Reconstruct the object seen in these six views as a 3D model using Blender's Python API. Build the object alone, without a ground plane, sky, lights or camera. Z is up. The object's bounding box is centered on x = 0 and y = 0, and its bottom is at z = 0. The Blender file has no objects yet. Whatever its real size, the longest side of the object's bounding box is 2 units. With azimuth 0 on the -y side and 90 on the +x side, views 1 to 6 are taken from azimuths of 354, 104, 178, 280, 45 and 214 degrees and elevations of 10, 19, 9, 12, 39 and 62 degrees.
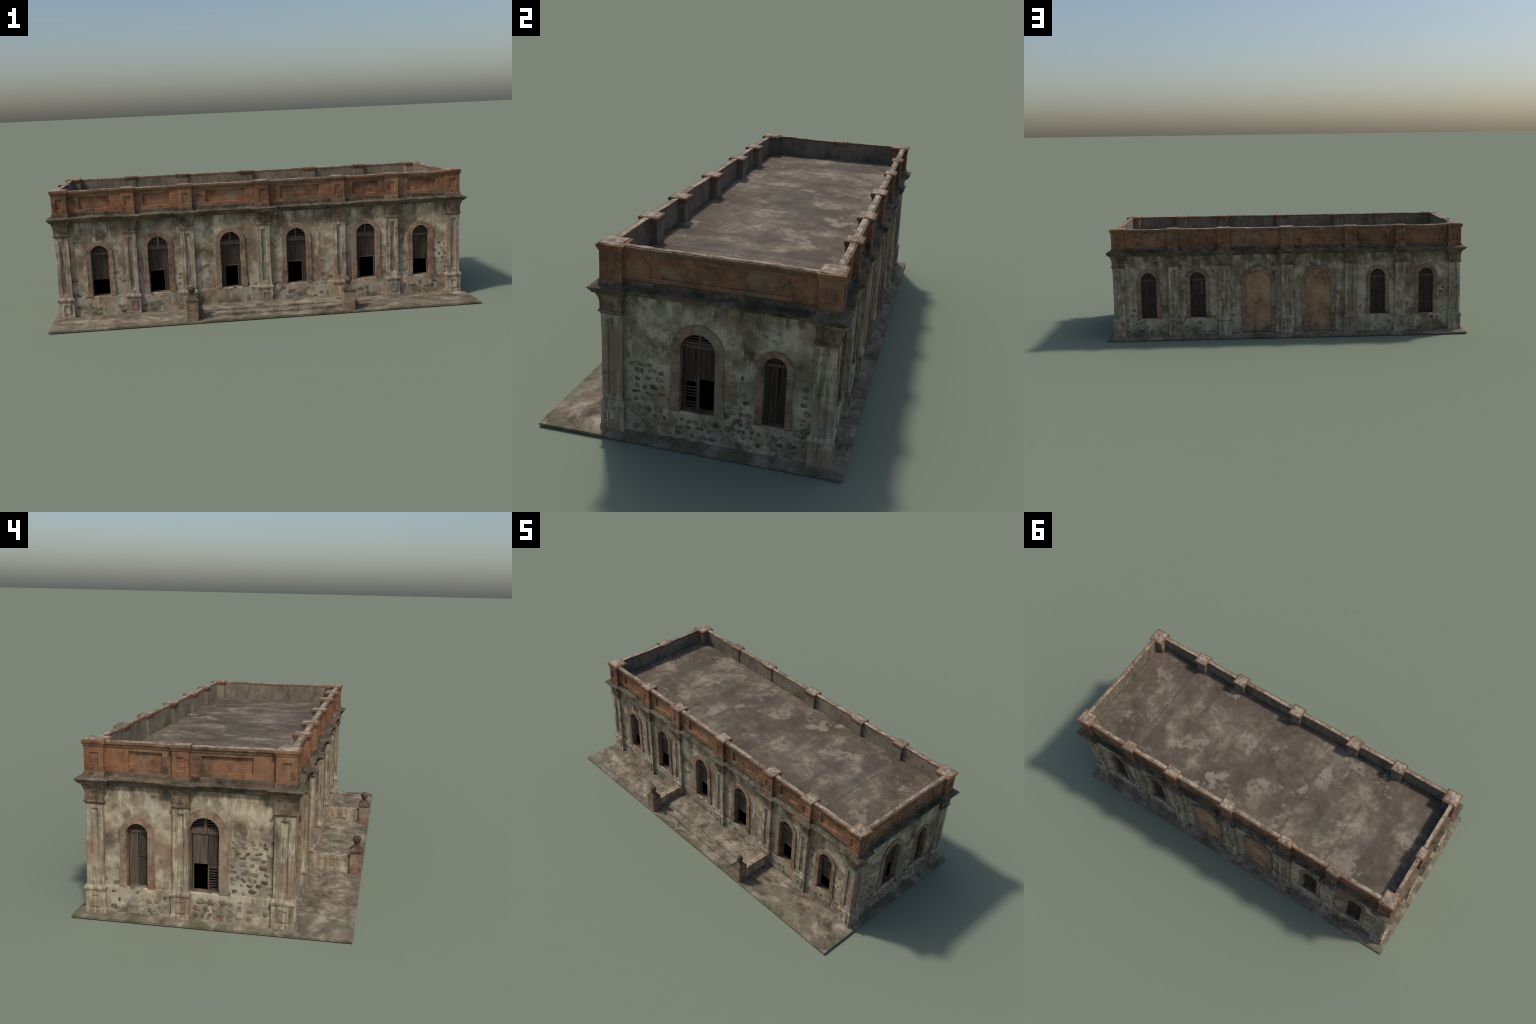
# Derelict single-storey masonry hall: walls with arched shutters, pilasters,
# broken cornice, terracotta panelled parapet, flat roof, paved base with steps.
import bpy, bmesh, math, random
from mathutils import Vector, Matrix, noise
from mathutils.geometry import tessellate_polygon

random.seed(7)
COL = bpy.context.scene.collection

# ------------------------------------------------------------------ node DSL
class M:
    """Small helper that wires one procedural material."""
    def __init__(self, name, rough=0.9, spec=0.15):
        self.mat = bpy.data.materials.new(name)
        self.mat.use_nodes = True
        self.nt = self.mat.node_tree
        self.bsdf = self.nt.nodes["Principled BSDF"]
        self.bsdf.inputs["Roughness"].default_value = rough
        self.bsdf.inputs["Specular IOR Level"].default_value = spec
        self.pos = self.node("ShaderNodeNewGeometry").outputs["Position"]
    def node(self, t, **kw):
        n = self.nt.nodes.new(t)
        for k, v in kw.items():
            setattr(n, k, v)
        return n
    def link(self, a, b):
        self.nt.links.new(a, b)
    def put(self, sock, v):
        if isinstance(v, bpy.types.NodeSocket):
            self.link(v, sock)
        elif isinstance(v, tuple) and len(v) == 3 and sock.type == 'RGBA':
            sock.default_value = (*v, 1)
        else:
            sock.default_value = v
    def coords(self, scale=(1, 1, 1), loc=(0, 0, 0), rot=(0, 0, 0)):
        n = self.node("ShaderNodeMapping")
        self.link(self.pos, n.inputs["Vector"])
        n.inputs["Scale"].default_value = scale
        n.inputs["Location"].default_value = loc
        n.inputs["Rotation"].default_value = rot
        return n.outputs["Vector"]
    def noise(self, scale, detail=4, rough=0.6, vec=None, dist=0.0):
        n = self.node("ShaderNodeTexNoise")
        self.link(vec or self.pos, n.inputs["Vector"])
        n.inputs["Scale"].default_value = scale
        n.inputs["Detail"].default_value = detail
        n.inputs["Roughness"].default_value = rough
        n.inputs["Distortion"].default_value = dist
        return n.outputs["Fac"]
    def voronoi(self, scale, feature='DISTANCE_TO_EDGE', vec=None, rnd=1.0, out="Distance"):
        n = self.node("ShaderNodeTexVoronoi", feature=feature)
        self.link(vec or self.pos, n.inputs["Vector"])
        n.inputs["Scale"].default_value = scale
        n.inputs["Randomness"].default_value = rnd
        return n.outputs[out]
    def step(self, v, lo, hi, a=0.0, b=1.0):
        n = self.node("ShaderNodeMapRange", interpolation_type='SMOOTHSTEP')
        self.put(n.inputs["Value"], v)
        for k, x in zip(("From Min", "From Max", "To Min", "To Max"), (lo, hi, a, b)):
            n.inputs[k].default_value = x
        return n.outputs["Result"]
    def math(self, op, a, b=0.0):
        n = self.node("ShaderNodeMath", operation=op)
        self.put(n.inputs[0], a); self.put(n.inputs[1], b)
        return n.outputs[0]
    def mix(self, fac, a, b, blend='MIX'):
        n = self.node("ShaderNodeMix", data_type='RGBA', blend_type=blend)
        self.put(n.inputs[0], fac); self.put(n.inputs[6], a); self.put(n.inputs[7], b)
        return n.outputs[2]
    def ramp(self, v, stops):
        n = self.node("ShaderNodeValToRGB")
        self.put(n.inputs[0], v)
        cr = n.color_ramp
        while len(cr.elements) < len(stops):
            cr.elements.new(0.5)
        for e, (p, c) in zip(cr.elements, stops):
            e.position = p; e.color = (*c, 1)
        return n.outputs[0]
    def axis(self, i):
        n = self.node("ShaderNodeSeparateXYZ")
        self.link(self.pos, n.inputs[0])
        return n.outputs[i]
    def done(self, col, height=None, bump=0.4, dist=0.002):
        self.put(self.bsdf.inputs["Base Color"], col)
        if height is not None:
            b = self.node("ShaderNodeBump")
            b.inputs["Strength"].default_value = bump
            b.inputs["Distance"].default_value = dist
            self.put(b.inputs["Height"], height)
            self.link(b.outputs[0], self.bsdf.inputs["Normal"])
        return self.mat

def brick_lines(m, course=0.0075):
    """thin horizontal mortar joints (fine grain of brickwork)"""
    z = m.axis(2)
    w = m.math('PINGPONG', m.math('ADD', z, m.math('MULTIPLY', m.noise(14, 2), 0.006)), course / 2)
    return m.step(w, 0.0002, 0.0012)

def mat_plaster(name, stone=0.0):
    m = M(name)
    big = m.noise(8.5, 4, 0.55)
    mid = m.noise(24, 6, 0.64, dist=0.3)
    streak = m.noise(1, 5, 0.6, vec=m.coords((60, 60, 8)))
    v = m.math('ADD', m.math('MULTIPLY', big, 0.62), m.math('MULTIPLY', mid, 0.38))
    col = m.ramp(v, [(0.36, (0.100, 0.073, 0.046)), (0.43, (0.205, 0.158, 0.106)),
                     (0.50, (0.350, 0.278, 0.190)), (0.58, (0.540, 0.448, 0.322))])
    # hard-edged tone cells imitating photoscan projection patches
    pc = m.node("ShaderNodeSeparateColor"); m.link(m.voronoi(9, 'F1', vec=m.coords((1, 1, .8)), out="Color"), pc.inputs[0])
    col = m.mix(m.step(pc.outputs[0], .3, 1, 0, .30), col, (0.225, 0.172, 0.116))
    # thin grey-green film, then warm washed patches with brick behind
    col = m.mix(m.step(m.noise(6, 4, 0.6, vec=m.coords(loc=(3, 1, 5))), 0.51, 0.66, 0, 0.50), col, (0.235, 0.210, 0.150))
    col = m.mix(m.step(m.noise(7, 4, 0.6, vec=m.coords(loc=(9, 2, 1))), 0.49, 0.64, 0, 0.68), col, (0.285, 0.180, 0.112))
    bm = m.step(m.noise(6, 5, 0.65, vec=m.coords(loc=(1, 7, 3))), 0.58, 0.64)
    bl = brick_lines(m)
    col = m.mix(m.math('MULTIPLY', bm, 0.7), col, m.mix(bl, (0.250, 0.190, 0.130), (0.205, 0.115, 0.070)))
    # lime-white runs
    col = m.mix(m.step(m.math('ADD', m.math('MULTIPLY', streak, .6), m.math('MULTIPLY', mid, .4)), 0.52, 0.63, 0, 0.65), col, (0.570, 0.490, 0.365))
    inside = None
    if stone > 0:
        # rounded rubble in pale mortar where the plaster has fallen off
        nn = m.node("ShaderNodeTexNoise"); nn.inputs["Scale"].default_value = 34
        m.link(m.pos, nn.inputs["Vector"])
        sc = m.node("ShaderNodeVectorMath", operation='SCALE'); sc.inputs[3].default_value = 0.034
        m.link(nn.outputs["Color"], sc.inputs[0])
        wv = m.node("ShaderNodeVectorMath", operation='ADD')
        m.link(m.coords((1, 1, 1.35)), wv.inputs[0]); m.link(sc.outputs[0], wv.inputs[1])
        d = m.voronoi(30, 'F1', vec=wv.outputs[0])
        cell = m.node("ShaderNodeSeparateColor"); m.link(m.voronoi(30, 'F1', vec=wv.outputs[0], out="Color"), cell.inputs[0])
        inside = m.math('MULTIPLY', m.step(d, 0.52, 0.26), m.step(cell.outputs[1], 0.30, 0.5))
        area = m.math('ADD', m.noise(7, 4, 0.65, vec=m.coords(loc=(2, 2, 8))), m.step(m.axis(2), 0.36, 0.12, -0.10, 0.07))
        area = m.step(area, 0.60 - stone * 0.14, 0.68 - stone * 0.14)
        col = m.mix(m.math('MULTIPLY', area, 0.45), col, (0.480, 0.430, 0.330))
        stc = m.mix(cell.outputs[0], (0.075, 0.061, 0.040), (0.165, 0.130, 0.088))
        col = m.mix(m.math('MULTIPLY', m.math('MULTIPLY', area, inside), 0.82), col, stc)
    # mould: black blotches, run-off below the cornice, green-black foot
    mould = m.noise(18, 7, 0.75, vec=m.coords(loc=(4, 4, 2)))
    col = m.mix(m.step(mould, 0.565, 0.70, 0, 0.85), col, (0.056, 0.046, 0.030))
    run = m.math('MULTIPLY', m.step(m.axis(2), 0.37, 0.46), m.step(m.noise(1, 5, .65, vec=m.coords((26, 26, 9), loc=(2, 0, 0))), 0.42, 0.60, 0, 0.70))
    col = m.mix(run, col, (0.075, 0.062, 0.042))
    foot = m.math('MULTIPLY', m.step(m.axis(2), 0.10, 0.02), m.step(m.noise(13, 6, .7, vec=m.coords(loc=(7, 7, 7))), 0.44, 0.62, 0, 0.75))
    col = m.mix(foot, col, (0.062, 0.066, 0.036))
    h = m.math('ADD', mid, m.math('MULTIPLY', m.noise(90, 4, 0.7), 0.3))
    if inside is not None:
        h = m.math('ADD', h, m.math('MULTIPLY', m.math('MULTIPLY', area, inside), 0.35))
    return m.done(col, h, 0.55, 0.003)

def mat_terracotta(name="terracotta_render"):
    m = M(name)
    v = m.math('ADD', m.math('MULTIPLY', m.noise(9, 5, 0.62), 0.55), m.math('MULTIPLY', m.noise(34, 6, 0.7), 0.45))
    col = m.ramp(v, [(0.38, (0.082, 0.046, 0.029)), (0.45, (0.180, 0.082, 0.043)),
                     (0.52, (0.270, 0.122, 0.063)), (0.62, (0.350, 0.190, 0.112))])
    pc = m.node("ShaderNodeSeparateColor"); m.link(m.voronoi(7, 'F1', out="Color"), pc.inputs[0])
    col = m.mix(m.step(pc.outputs[1], 0.35, 1, 0, .55), col, (0.345, 0.175, 0.100))
    bl = brick_lines(m, 0.0085)
    bm = m.step(m.noise(7, 3), 0.40, 0.54, 0, 0.50)
    col = m.mix(m.math('MULTIPLY', bm, m.math('SUBTRACT', 1.0, bl)), col, (0.105, 0.066, 0.044))
    col = m.mix(m.step(m.noise(9, 5, 0.62, vec=m.coords(loc=(5, 0, 2))), 0.48, 0.62, 0, 0.70), col, (0.170, 0.108, 0.070))
    col = m.mix(m.step(m.noise(11, 5, 0.62, vec=m.coords(loc=(2, 6, 2))), 0.55, 0.68, 0, 0.6), col, (0.300, 0.215, 0.145))
    col = m.mix(m.step(m.noise(16, 6, 0.72, vec=m.coords(loc=(1, 4, 2))), 0.54, 0.68, 0, 0.78), col, (0.066, 0.046, 0.030))
    h = m.math('ADD', m.noise(40, 5, 0.7), m.math('MULTIPLY', bl, 0.35))
    return m.done(col, h, 0.45, 0.002)

def mat_brick(name="brick_surround"):
    m = M(name)
    v = m.math('ADD', m.math('MULTIPLY', m.noise(13, 5, 0.6), 0.5), m.math('MULTIPLY', m.noise(45, 5, 0.7), 0.5))
    col = m.ramp(v, [(0.38, (0.115, 0.074, 0.048)), (0.46, (0.205, 0.128, 0.083)),
                     (0.54, (0.290, 0.186, 0.122)), (0.63, (0.390, 0.290, 0.205))])
    bl = brick_lines(m, 0.0065)
    col = m.mix(m.math('MULTIPLY', m.math('SUBTRACT', 1.0, bl), m.step(m.noise(8, 3), .42, .6, 0, 0.45)), col, (0.17, 0.135, 0.10))
    col = m.mix(m.step(m.noise(9, 4, 0.6, vec=m.coords(loc=(6, 3, 9))), 0.50, 0.63, 0, 0.65), col, (0.285, 0.240, 0.175))
    return m.done(col, m.math('ADD', m.noise(60, 4), m.math('MULTIPLY', bl, .4)), 0.45, 0.002)

def mat_infill(name="brick_infill"):
    m = M(name)
    v = m.math('ADD', m.math('MULTIPLY', m.noise(10, 5, 0.6), 0.6), m.math('MULTIPLY', m.noise(50, 5, 0.7), 0.4))
    col = m.ramp(v, [(0.38, (0.190, 0.105, 0.058)), (0.50, (0.370, 0.215, 0.127)), (0.62, (0.470, 0.300, 0.190))])
    bl = brick_lines(m, 0.0065)
    col = m.mix(m.math('MULTIPLY', m.math('SUBTRACT', 1.0, bl), .35), col, (0.16, 0.11, 0.08))
    low = m.math('MULTIPLY', m.step(m.math('ADD', m.axis(2), m.math('MULTIPLY', m.noise(14, 4), .10)), .14, .07), .75)
    col = m.mix(low, col, m.ramp(m.noise(20, 5, .7), [(.40, (.075, .062, .042)), (.52, (.220, .180, .128)), (.62, (.400, .335, .245))]))
    return m.done(col, m.noise(60, 4), 0.4, 0.002)

def mat_cornice(name="weathered_cornice", tint=1.0):
    m = M(name)
    v = m.math('ADD', m.math('MULTIPLY', m.noise(1, 5, 0.6, vec=m.coords((12, 12, 30))), 0.55), m.math('MULTIPLY', m.noise(50, 6, 0.7), 0.45))
    col = m.ramp(v, [(0.38, (0.040, 0.034, 0.022)), (0.47, (0.082, 0.068, 0.045)),
                     (0.55, (0.140, 0.114, 0.078)), (0.64, (0.250, 0.208, 0.150))])
    col = m.mix(m.step(m.noise(7, 4, .6, vec=m.coords(loc=(3, 3, 3))), 0.48, 0.62, 0, 0.65), col, (0.165, 0.112, 0.075))
    return m.done(col, m.noise(60, 5, .7), 0.5, 0.002)

def mat_capital(name="soiled_capital", k=1.0, red=0.0):
    m = M(name)
    v = m.math('ADD', m.math('MULTIPLY', m.noise(16, 5, 0.6), 0.55), m.math('MULTIPLY', m.noise(60, 6, 0.7), 0.45))
    col = m.ramp(v, [(p, tuple(k * x for x in c)) for p, c in
                     ((0.38, (0.066, 0.046, 0.030)), (0.47, (0.140, 0.096, 0.064)),
                      (0.54, (0.215, 0.152, 0.102)), (0.63, (0.320, 0.245, 0.172)))])
    if red:
        col = m.mix(m.step(m.noise(10, 4), .38, .60, red, red * .3), col, (0.225, 0.105, 0.058))
    return m.done(col, m.noise(70, 5, .7), 0.5, 0.002)

def mat_pilaster(name="pilaster_plaster"):
    m = M(name)
    streak = m.noise(1, 5, 0.62, vec=m.coords((75, 75, 7)))
    mid = m.noise(26, 6, 0.68)
    v = m.math('ADD', m.math('MULTIPLY', streak, 0.55), m.math('MULTIPLY', mid, 0.45))
    col = m.ramp(v, [(0.36, (0.110, 0.083, 0.054)), (0.44, (0.220, 0.174, 0.120)),
                     (0.51, (0.370, 0.300, 0.210)), (0.60, (0.550, 0.463, 0.340))])
    col = m.mix(m.step(m.noise(6, 4, 0.6, vec=m.coords(loc=(3, 8, 5))), 0.48, 0.66, 0, 0.5), col, (0.235, 0.220, 0.162))
    col = m.mix(m.step(m.noise(7, 4, 0.55, vec=m.coords(loc=(9, 2, 6))), 0.50, 0.64, 0, 0.65), col, (0.275, 0.170, 0.112))
    col = m.mix(m.step(m.noise(1, 6, 0.75, vec=m.coords((40, 40, 10), loc=(4, 4, 2))), 0.56, 0.70, 0, 0.7), col, (0.065, 0.058, 0.040))
    return m.done(col, m.math('ADD', mid, m.math('MULTIPLY', streak, .5)), 0.4, 0.003)

def mat_paving(name="paving"):
    m = M(name)
    v = m.math('ADD', m.math('MULTIPLY', m.noise(1, 5, 0.6, vec=m.coords((10, 16, 16)), dist=.5), 0.6), m.math('MULTIPLY', m.noise(40, 6, 0.65), 0.4))
    col = m.ramp(v, [(0.38, (0.092, 0.074, 0.050)), (0.46, (0.170, 0.136, 0.096)),
                     (0.53, (0.258, 0.212, 0.154)), (0.62, (0.390, 0.332, 0.250))])
    col = m.mix(m.step(m.noise(6, 5, 0.6, vec=m.coords(loc=(3, 1, 1))), 0.50, 0.64, 0, 0.6), col, (0.150, 0.143, 0.098))
    col = m.mix(m.step(m.noise(8, 4, 0.6, vec=m.coords(loc=(8, 1, 1))), 0.56, 0.68, 0, 0.5), col, (0.225, 0.150, 0.110))
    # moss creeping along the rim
    rim = m.math('MAXIMUM', m.step(m.math('ABSOLUTE', m.axis(0)), 0.94, 0.99), m.step(m.math('ABSOLUTE', m.axis(1)), 0.44, 0.475))
    col = m.mix(m.math('MULTIPLY', rim, m.step(m.noise(9, 5, .65), 0.42, 0.62, 0, 0.75)), col, (0.115, 0.118, 0.062))
    return m.done(col, m.noise(55, 5, .7), 0.4, 0.002)

def mat_roof(name="roof_screed"):
    m = M(name)
    v = m.math('ADD', m.math('MULTIPLY', m.noise(1, 6, 0.62, vec=m.coords((6.5, 4.2, 5)), dist=.25), 0.62), m.math('MULTIPLY', m.noise(28, 6, 0.7), 0.38))
    col = m.ramp(v, [(0.38, (0.088, 0.069, 0.050)), (0.48, (0.130, 0.103, 0.075)),
                     (0.55, (0.182, 0.146, 0.106)), (0.64, (0.310, 0.255, 0.190))])
    col = m.mix(m.step(m.noise(5, 6, 0.7, vec=m.coords(loc=(6, 2, 0)), dist=.1), 0.545, 0.60, 0, 0.68), col, (0.335, 0.280, 0.212))
    col = m.mix(m.step(m.noise(6, 5, 0.6, vec=m.coords(loc=(2, 5, 0))), 0.52, 0.66, 0, 0.6), col, (0.120, 0.108, 0.078))
    col = m.mix(m.step(m.noise(4, 4, 0.6, vec=m.coords(loc=(8, 8, 0))), 0.50, 0.64, 0, 0.55), col, (0.142, 0.104, 0.080))
    # slab joints crossing the roof
    x = m.math('ADD', m.axis(0), m.math('MULTIPLY', m.noise(5, 4), 0.03))
    for x0, w, s in ((0.60, 0.060, 0.55), (0.66, 0.012, 0.6), (0.47, 0.02, 0.45), (0.06, 0.07, 0.55), (-0.27, 0.018, 0.6), (-0.55, 0.012, 0.4), (-0.72, 0.05, 0.35)):
        d = m.math('ABSOLUTE', m.math('SUBTRACT', x, x0 + 0.015))
        j = m.math('MULTIPLY', m.step(d, w, w * 0.3), m.step(m.noise(7, 4, vec=m.coords(loc=(x0 * 9, 0, 0))), 0.36, 0.56))
        col = m.mix(m.math('MULTIPLY', j, s), col, (0.088, 0.068, 0.054))
    # rust-coloured cracks
    ck = m.voronoi(2.6, vec=m.coords((1, 1, 0), loc=(.3, .2, 0)))
    col = m.mix(m.math('MULTIPLY', m.step(ck, 0.012, 0.003), m.step(m.noise(4, 3), .46, .58, 0, .5)), col, (0.215, 0.125, 0.080))
    return m.done(col, m.noise(45, 6, .7), 0.5, 0.003)

def mat_inner(name="parapet_inner_render"):
    m = M(name)
    v = m.math('ADD', m.math('MULTIPLY', m.noise(8, 5, 0.6), 0.5), m.math('MULTIPLY', m.noise(1, 6, 0.7, vec=m.coords((50, 50, 16))), 0.5))
    col = m.ramp(v, [(0.38, (0.120, 0.097, 0.068)), (0.50, (0.200, 0.164, 0.116)), (0.62, (0.285, 0.235, 0.168))])
    return m.done(col, m.noise(60, 5, .7), 0.4, 0.002)

def mat_cap(name="mortar_cap"):
    m = M(name)
    v = m.math('ADD', m.math('MULTIPLY', m.noise(22, 5, 0.65), 0.6), m.math('MULTIPLY', m.noise(80, 5, 0.7), 0.4))
    col = m.ramp(v, [(0.37, (0.105, 0.074, 0.050)), (0.46, (0.225, 0.165, 0.115)), (0.53, (0.350, 0.275, 0.200)), (0.62, (0.490, 0.410, 0.315))])
    return m.done(col, m.noise(70, 5, .7), 0.5, 0.002)

def mat_wood(name, dark=(0.040, 0.029, 0.022), lite=(0.120, 0.086, 0.063)):
    m = M(name, rough=0.8)
    g = m.noise(1, 5, 0.65, vec=m.coords((220, 220, 12)))
    col = m.ramp(g, [(0.34, dark), (0.55, tuple((a + b) / 2 for a, b in zip(dark, lite))), (0.72, lite)])
    return m.done(col, g, 0.3, 0.001)

def mat_flat(name, c):
    return M(name).done(c)

def mat_stone(name="rubble"):
    m = M(name)
    r = m.node("ShaderNodeObjectInfo").outputs["Random"]
    col = m.mix(r, (0.080, 0.064, 0.042), (0.225, 0.175, 0.120))
    col = m.mix(m.step(m.noise(45, 6, .7), 0.46, 0.60, 0, 0.75), col, (0.340, 0.290, 0.210))
    return m.done(col, m.noise(90, 5, .7), 0.5, 0.002)

PLASTER = mat_plaster("wall_plaster", stone=0.45)
PLASTER_R = mat_plaster("wall_plaster_ruined", stone=0.85)
PLASTER_L = mat_plaster("wall_plaster_patchy", stone=0.68)
PLINTH = mat_plaster("plinth_plaster", stone=0.55)
COPING = mat_capital("coping_render", 1.0, 0.75)
POST = mat_capital("post_cap_render", 0.72)
TERRA = mat_terracotta()
BRICK = mat_brick()
INFILL = mat_infill()
CORN = mat_cornice()
CAPITAL = mat_capital()
PILAST = mat_pilaster()
PAVING = mat_paving()
ROOF = mat_roof()
INNER = mat_inner()
CAPM = mat_cap()
WOOD = mat_wood("aged_wood")
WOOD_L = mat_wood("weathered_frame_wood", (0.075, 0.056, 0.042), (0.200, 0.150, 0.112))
DARK = mat_flat("painted_room_shade", (0.002, 0.002, 0.002))  # near-black colour that stands in for the unlit interior
STONE = mat_stone()

# --------------------------------------------------------------- mesh helpers
def wear(p, amp):
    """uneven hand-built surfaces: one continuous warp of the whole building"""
    a = noise.noise_vector(p * 7.0) * (0.0016 * amp)
    b = noise.noise_vector(p * 38.0 + Vector((5, 9, 2))) * (0.0008 * amp)
    return p + a + b

ROOT = bpy.data.objects.new("derelict_building", None)
COL.objects.link(ROOT)
ROOT["label"] = "weathered colonial hall with arched shutters and terracotta parapet"
ROOT["category"] = "old building"

def finish(bm, name, mat, parent=ROOT, mtx=Matrix(), amp=1.0, grid=0.03, bevel=0.0, smooth=None):
    """bevel, move to world, cut on a grid, apply wear, origin to the part's base"""
    bmesh.ops.remove_doubles(bm, verts=bm.verts, dist=1e-5)
    bmesh.ops.recalc_face_normals(bm, faces=bm.faces)
    if bevel:
        es = [e for e in bm.edges if len(e.link_faces) == 2 and e.calc_face_angle(0) > 0.6]
        bmesh.ops.bevel(bm, geom=es, offset=bevel, segments=1, affect='EDGES', clamp_overlap=True)
    bm.transform(mtx)
    if grid and amp:
        for ax in range(3):
            lo = min(v.co[ax] for v in bm.verts); hi = max(v.co[ax] for v in bm.verts)
            k = math.floor(lo / grid) + 1
            n = Vector((0, 0, 0)); n[ax] = 1
            while k * grid < hi - 1e-4:
                c = Vector((0, 0, 0)); c[ax] = k * grid + 0.00037
                bmesh.ops.bisect_plane(bm, geom=bm.verts[:] + bm.edges[:] + bm.faces[:], dist=1e-5, plane_co=c, plane_no=n)
                k += 1
    if amp:
        for v in bm.verts:
            v.co = wear(v.co, amp)
    me = bpy.data.meshes.new(name)
    xs = [v.co for v in bm.verts]
    c = Vector(((min(p.x for p in xs) + max(p.x for p in xs)) / 2, (min(p.y for p in xs) + max(p.y for p in xs)) / 2, min(p.z for p in xs)))
    bmesh.ops.translate(bm, verts=bm.verts, vec=-c)
    if smooth:
        for f in bm.faces:
            f.smooth = True
        for e in bm.edges:
            if len(e.link_faces) != 2 or e.calc_face_angle(0) > smooth:
                e.smooth = False
    bm.to_mesh(me); bm.free()
    me.materials.append(mat)
    return place(name, me, parent, c)

def place(name, me, parent, loc, mtx3=None):
    ob = bpy.data.objects.new(name, me)
    COL.objects.link(ob)
    ob.parent = parent
    off = Vector((0, 0, 0))
    q = parent
    while q is not None:
        off += q.location; q = q.parent
    m = (mtx3.to_4x4() if mtx3 else Matrix())
    ob.matrix_basis = Matrix.Translation(Vector(loc) - off) @ m
    return ob

FACES = {'-x': ((0, 1, 0), 'x0'), }
def add_quad(bm, pts):
    vs = [bm.verts.new(p) for p in pts]
    return bm.faces.new(vs)

def panel_face(bm, o, ux, uy, inward, W, H, panel):
    """rectangle W x H at o, with an optional sunk panel (a,b,c,d,depth)"""
    P = lambda s, t, d=0.0: o + ux * s + uy * t + inward * d
    if not panel:
        add_quad(bm, [P(0, 0), P(W, 0), P(W, H), P(0, H)]); return
    a, b, c, d, dep = panel
    S = [0, a, b, W]; T = [0, c, d, H]
    for i in range(3):
        for j in range(3):
            k = dep if (i == 1 and j == 1) else 0
            add_quad(bm, [P(S[i], T[j], k), P(S[i + 1], T[j], k), P(S[i + 1], T[j + 1], k), P(S[i], T[j + 1], k)])
    rim = [(a, c), (b, c), (b, d), (a, d)]
    for k in range(4):
        p, q = rim[k], rim[(k + 1) % 4]
        add_quad(bm, [P(*p), P(*q), P(*q, dep), P(*p, dep)])

def box(x0, x1, y0, y1, z0, z1, panels=None, bm=None):
    """box; panels = {'-y': (absolute a,b along the face axis, c,d in z, depth)}"""
    bm = bm or bmesh.new()
    panels = panels or {}
    X, Y, Z = Vector((1, 0, 0)), Vector((0, 1, 0)), Vector((0, 0, 1))
    def pn(k, s0):
        if k not in panels: return None
        a, b, c, d, dep = panels[k]
        return (a - s0, b - s0, c - z0, d - z0, dep)
    panel_face(bm, Vector((x0, y0, z0)), X, Z, Y, x1 - x0, z1 - z0, pn('-y', x0))
    panel_face(bm, Vector((x0, y1, z0)), X, Z, -Y, x1 - x0, z1 - z0, pn('+y', x0))
    panel_face(bm, Vector((x0, y0, z0)), Y, Z, X, y1 - y0, z1 - z0, pn('-x', y0))
    panel_face(bm, Vector((x1, y0, z0)), Y, Z, -X, y1 - y0, z1 - z0, pn('+x', y0))
    panel_face(bm, Vector((x0, y0, z0)), X, Y, Z, x1 - x0, y1 - y0, None)
    panel_face(bm, Vector((x0, y0, z1)), X, Y, -Z, x1 - x0, y1 - y0, None)
    return bm

def sweep(path, profile, closed=True):
    """profile [(offset, z)] around a rectilinear plan path (counter-clockwise)"""
    bm = bmesh.new(); n = len(path); rings = []
    for d, z in profile:
        ring = []
        for i, p in enumerate(path):
            a = path[i - 1] if (closed or i > 0) else None
            c = path[(i + 1) % n] if (closed or i < n - 1) else None
            off = Vector((0, 0)); seen = []
            for s, e in ((a, p), (p, c)):
                if s is None or e is None: continue
                t = (Vector(e) - Vector(s)).normalized()
                nn = Vector((t.y, -t.x))
                if not seen or abs(seen[0].dot(nn)) < 0.5:
                    off += nn; seen.append(nn)
            q = Vector(p) + off * d
            ring.append(bm.verts.new((q.x, q.y, z)))
        rings.append(ring)
    for r0, r1 in zip(rings, rings[1:]):
        for i in range(n if closed else n - 1):
            bm.faces.new((r0[i], r0[(i + 1) % n], r1[(i + 1) % n], r1[i]))
    return bm, rings

def rect_cap(x0, x1, y0, y1, profile):
    """moulded block: profile swept round a rectangle and closed top and bottom"""
    bm, rings = sweep([(x0, y0), (x1, y0), (x1, y1), (x0, y1)], profile)
    bm.faces.new(rings[0]); bm.faces.new(rings[-1])
    return bm

# ------------------------------------------------------------- overall layout
XW, YF, YB = 0.952, -0.263, 0.418          # wall planes
REC = 0.016                                 # pilasters stand this proud
R = lambda a: Matrix.Rotation(a, 4, 'Z')
FAC = {  # local frame: x along facade, -y outward, z up
    'front': Matrix.Translation((0, YF, 0)),
    'right': Matrix.Translation((XW, 0, 0)) @ R(math.pi / 2),
    'back': Matrix.Translation((0, YB, 0)) @ R(math.pi),
    'left': Matrix.Translation((-XW, 0, 0)) @ R(-math.pi / 2),
}
SPAN = {'front': (-XW, XW), 'right': (YF, YB), 'back': (-XW, XW), 'left': (-YB, -YF)}
CW = 0.064                                   # corner pilaster width on each face
PIL = {  # centre, half width of the intermediate pilasters, in facade coordinates
    'front': [(-0.622, .029), (-0.356, .031), (0.006, .031), (0.371, .0295), (0.632, .0295)],
    'back': [(-0.633, .028), (-0.352, .033), (-0.003, .034), (0.352, .033), (0.631, .030)],
    'left': [(-0.104, .028)], 'right': [],
}

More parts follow.
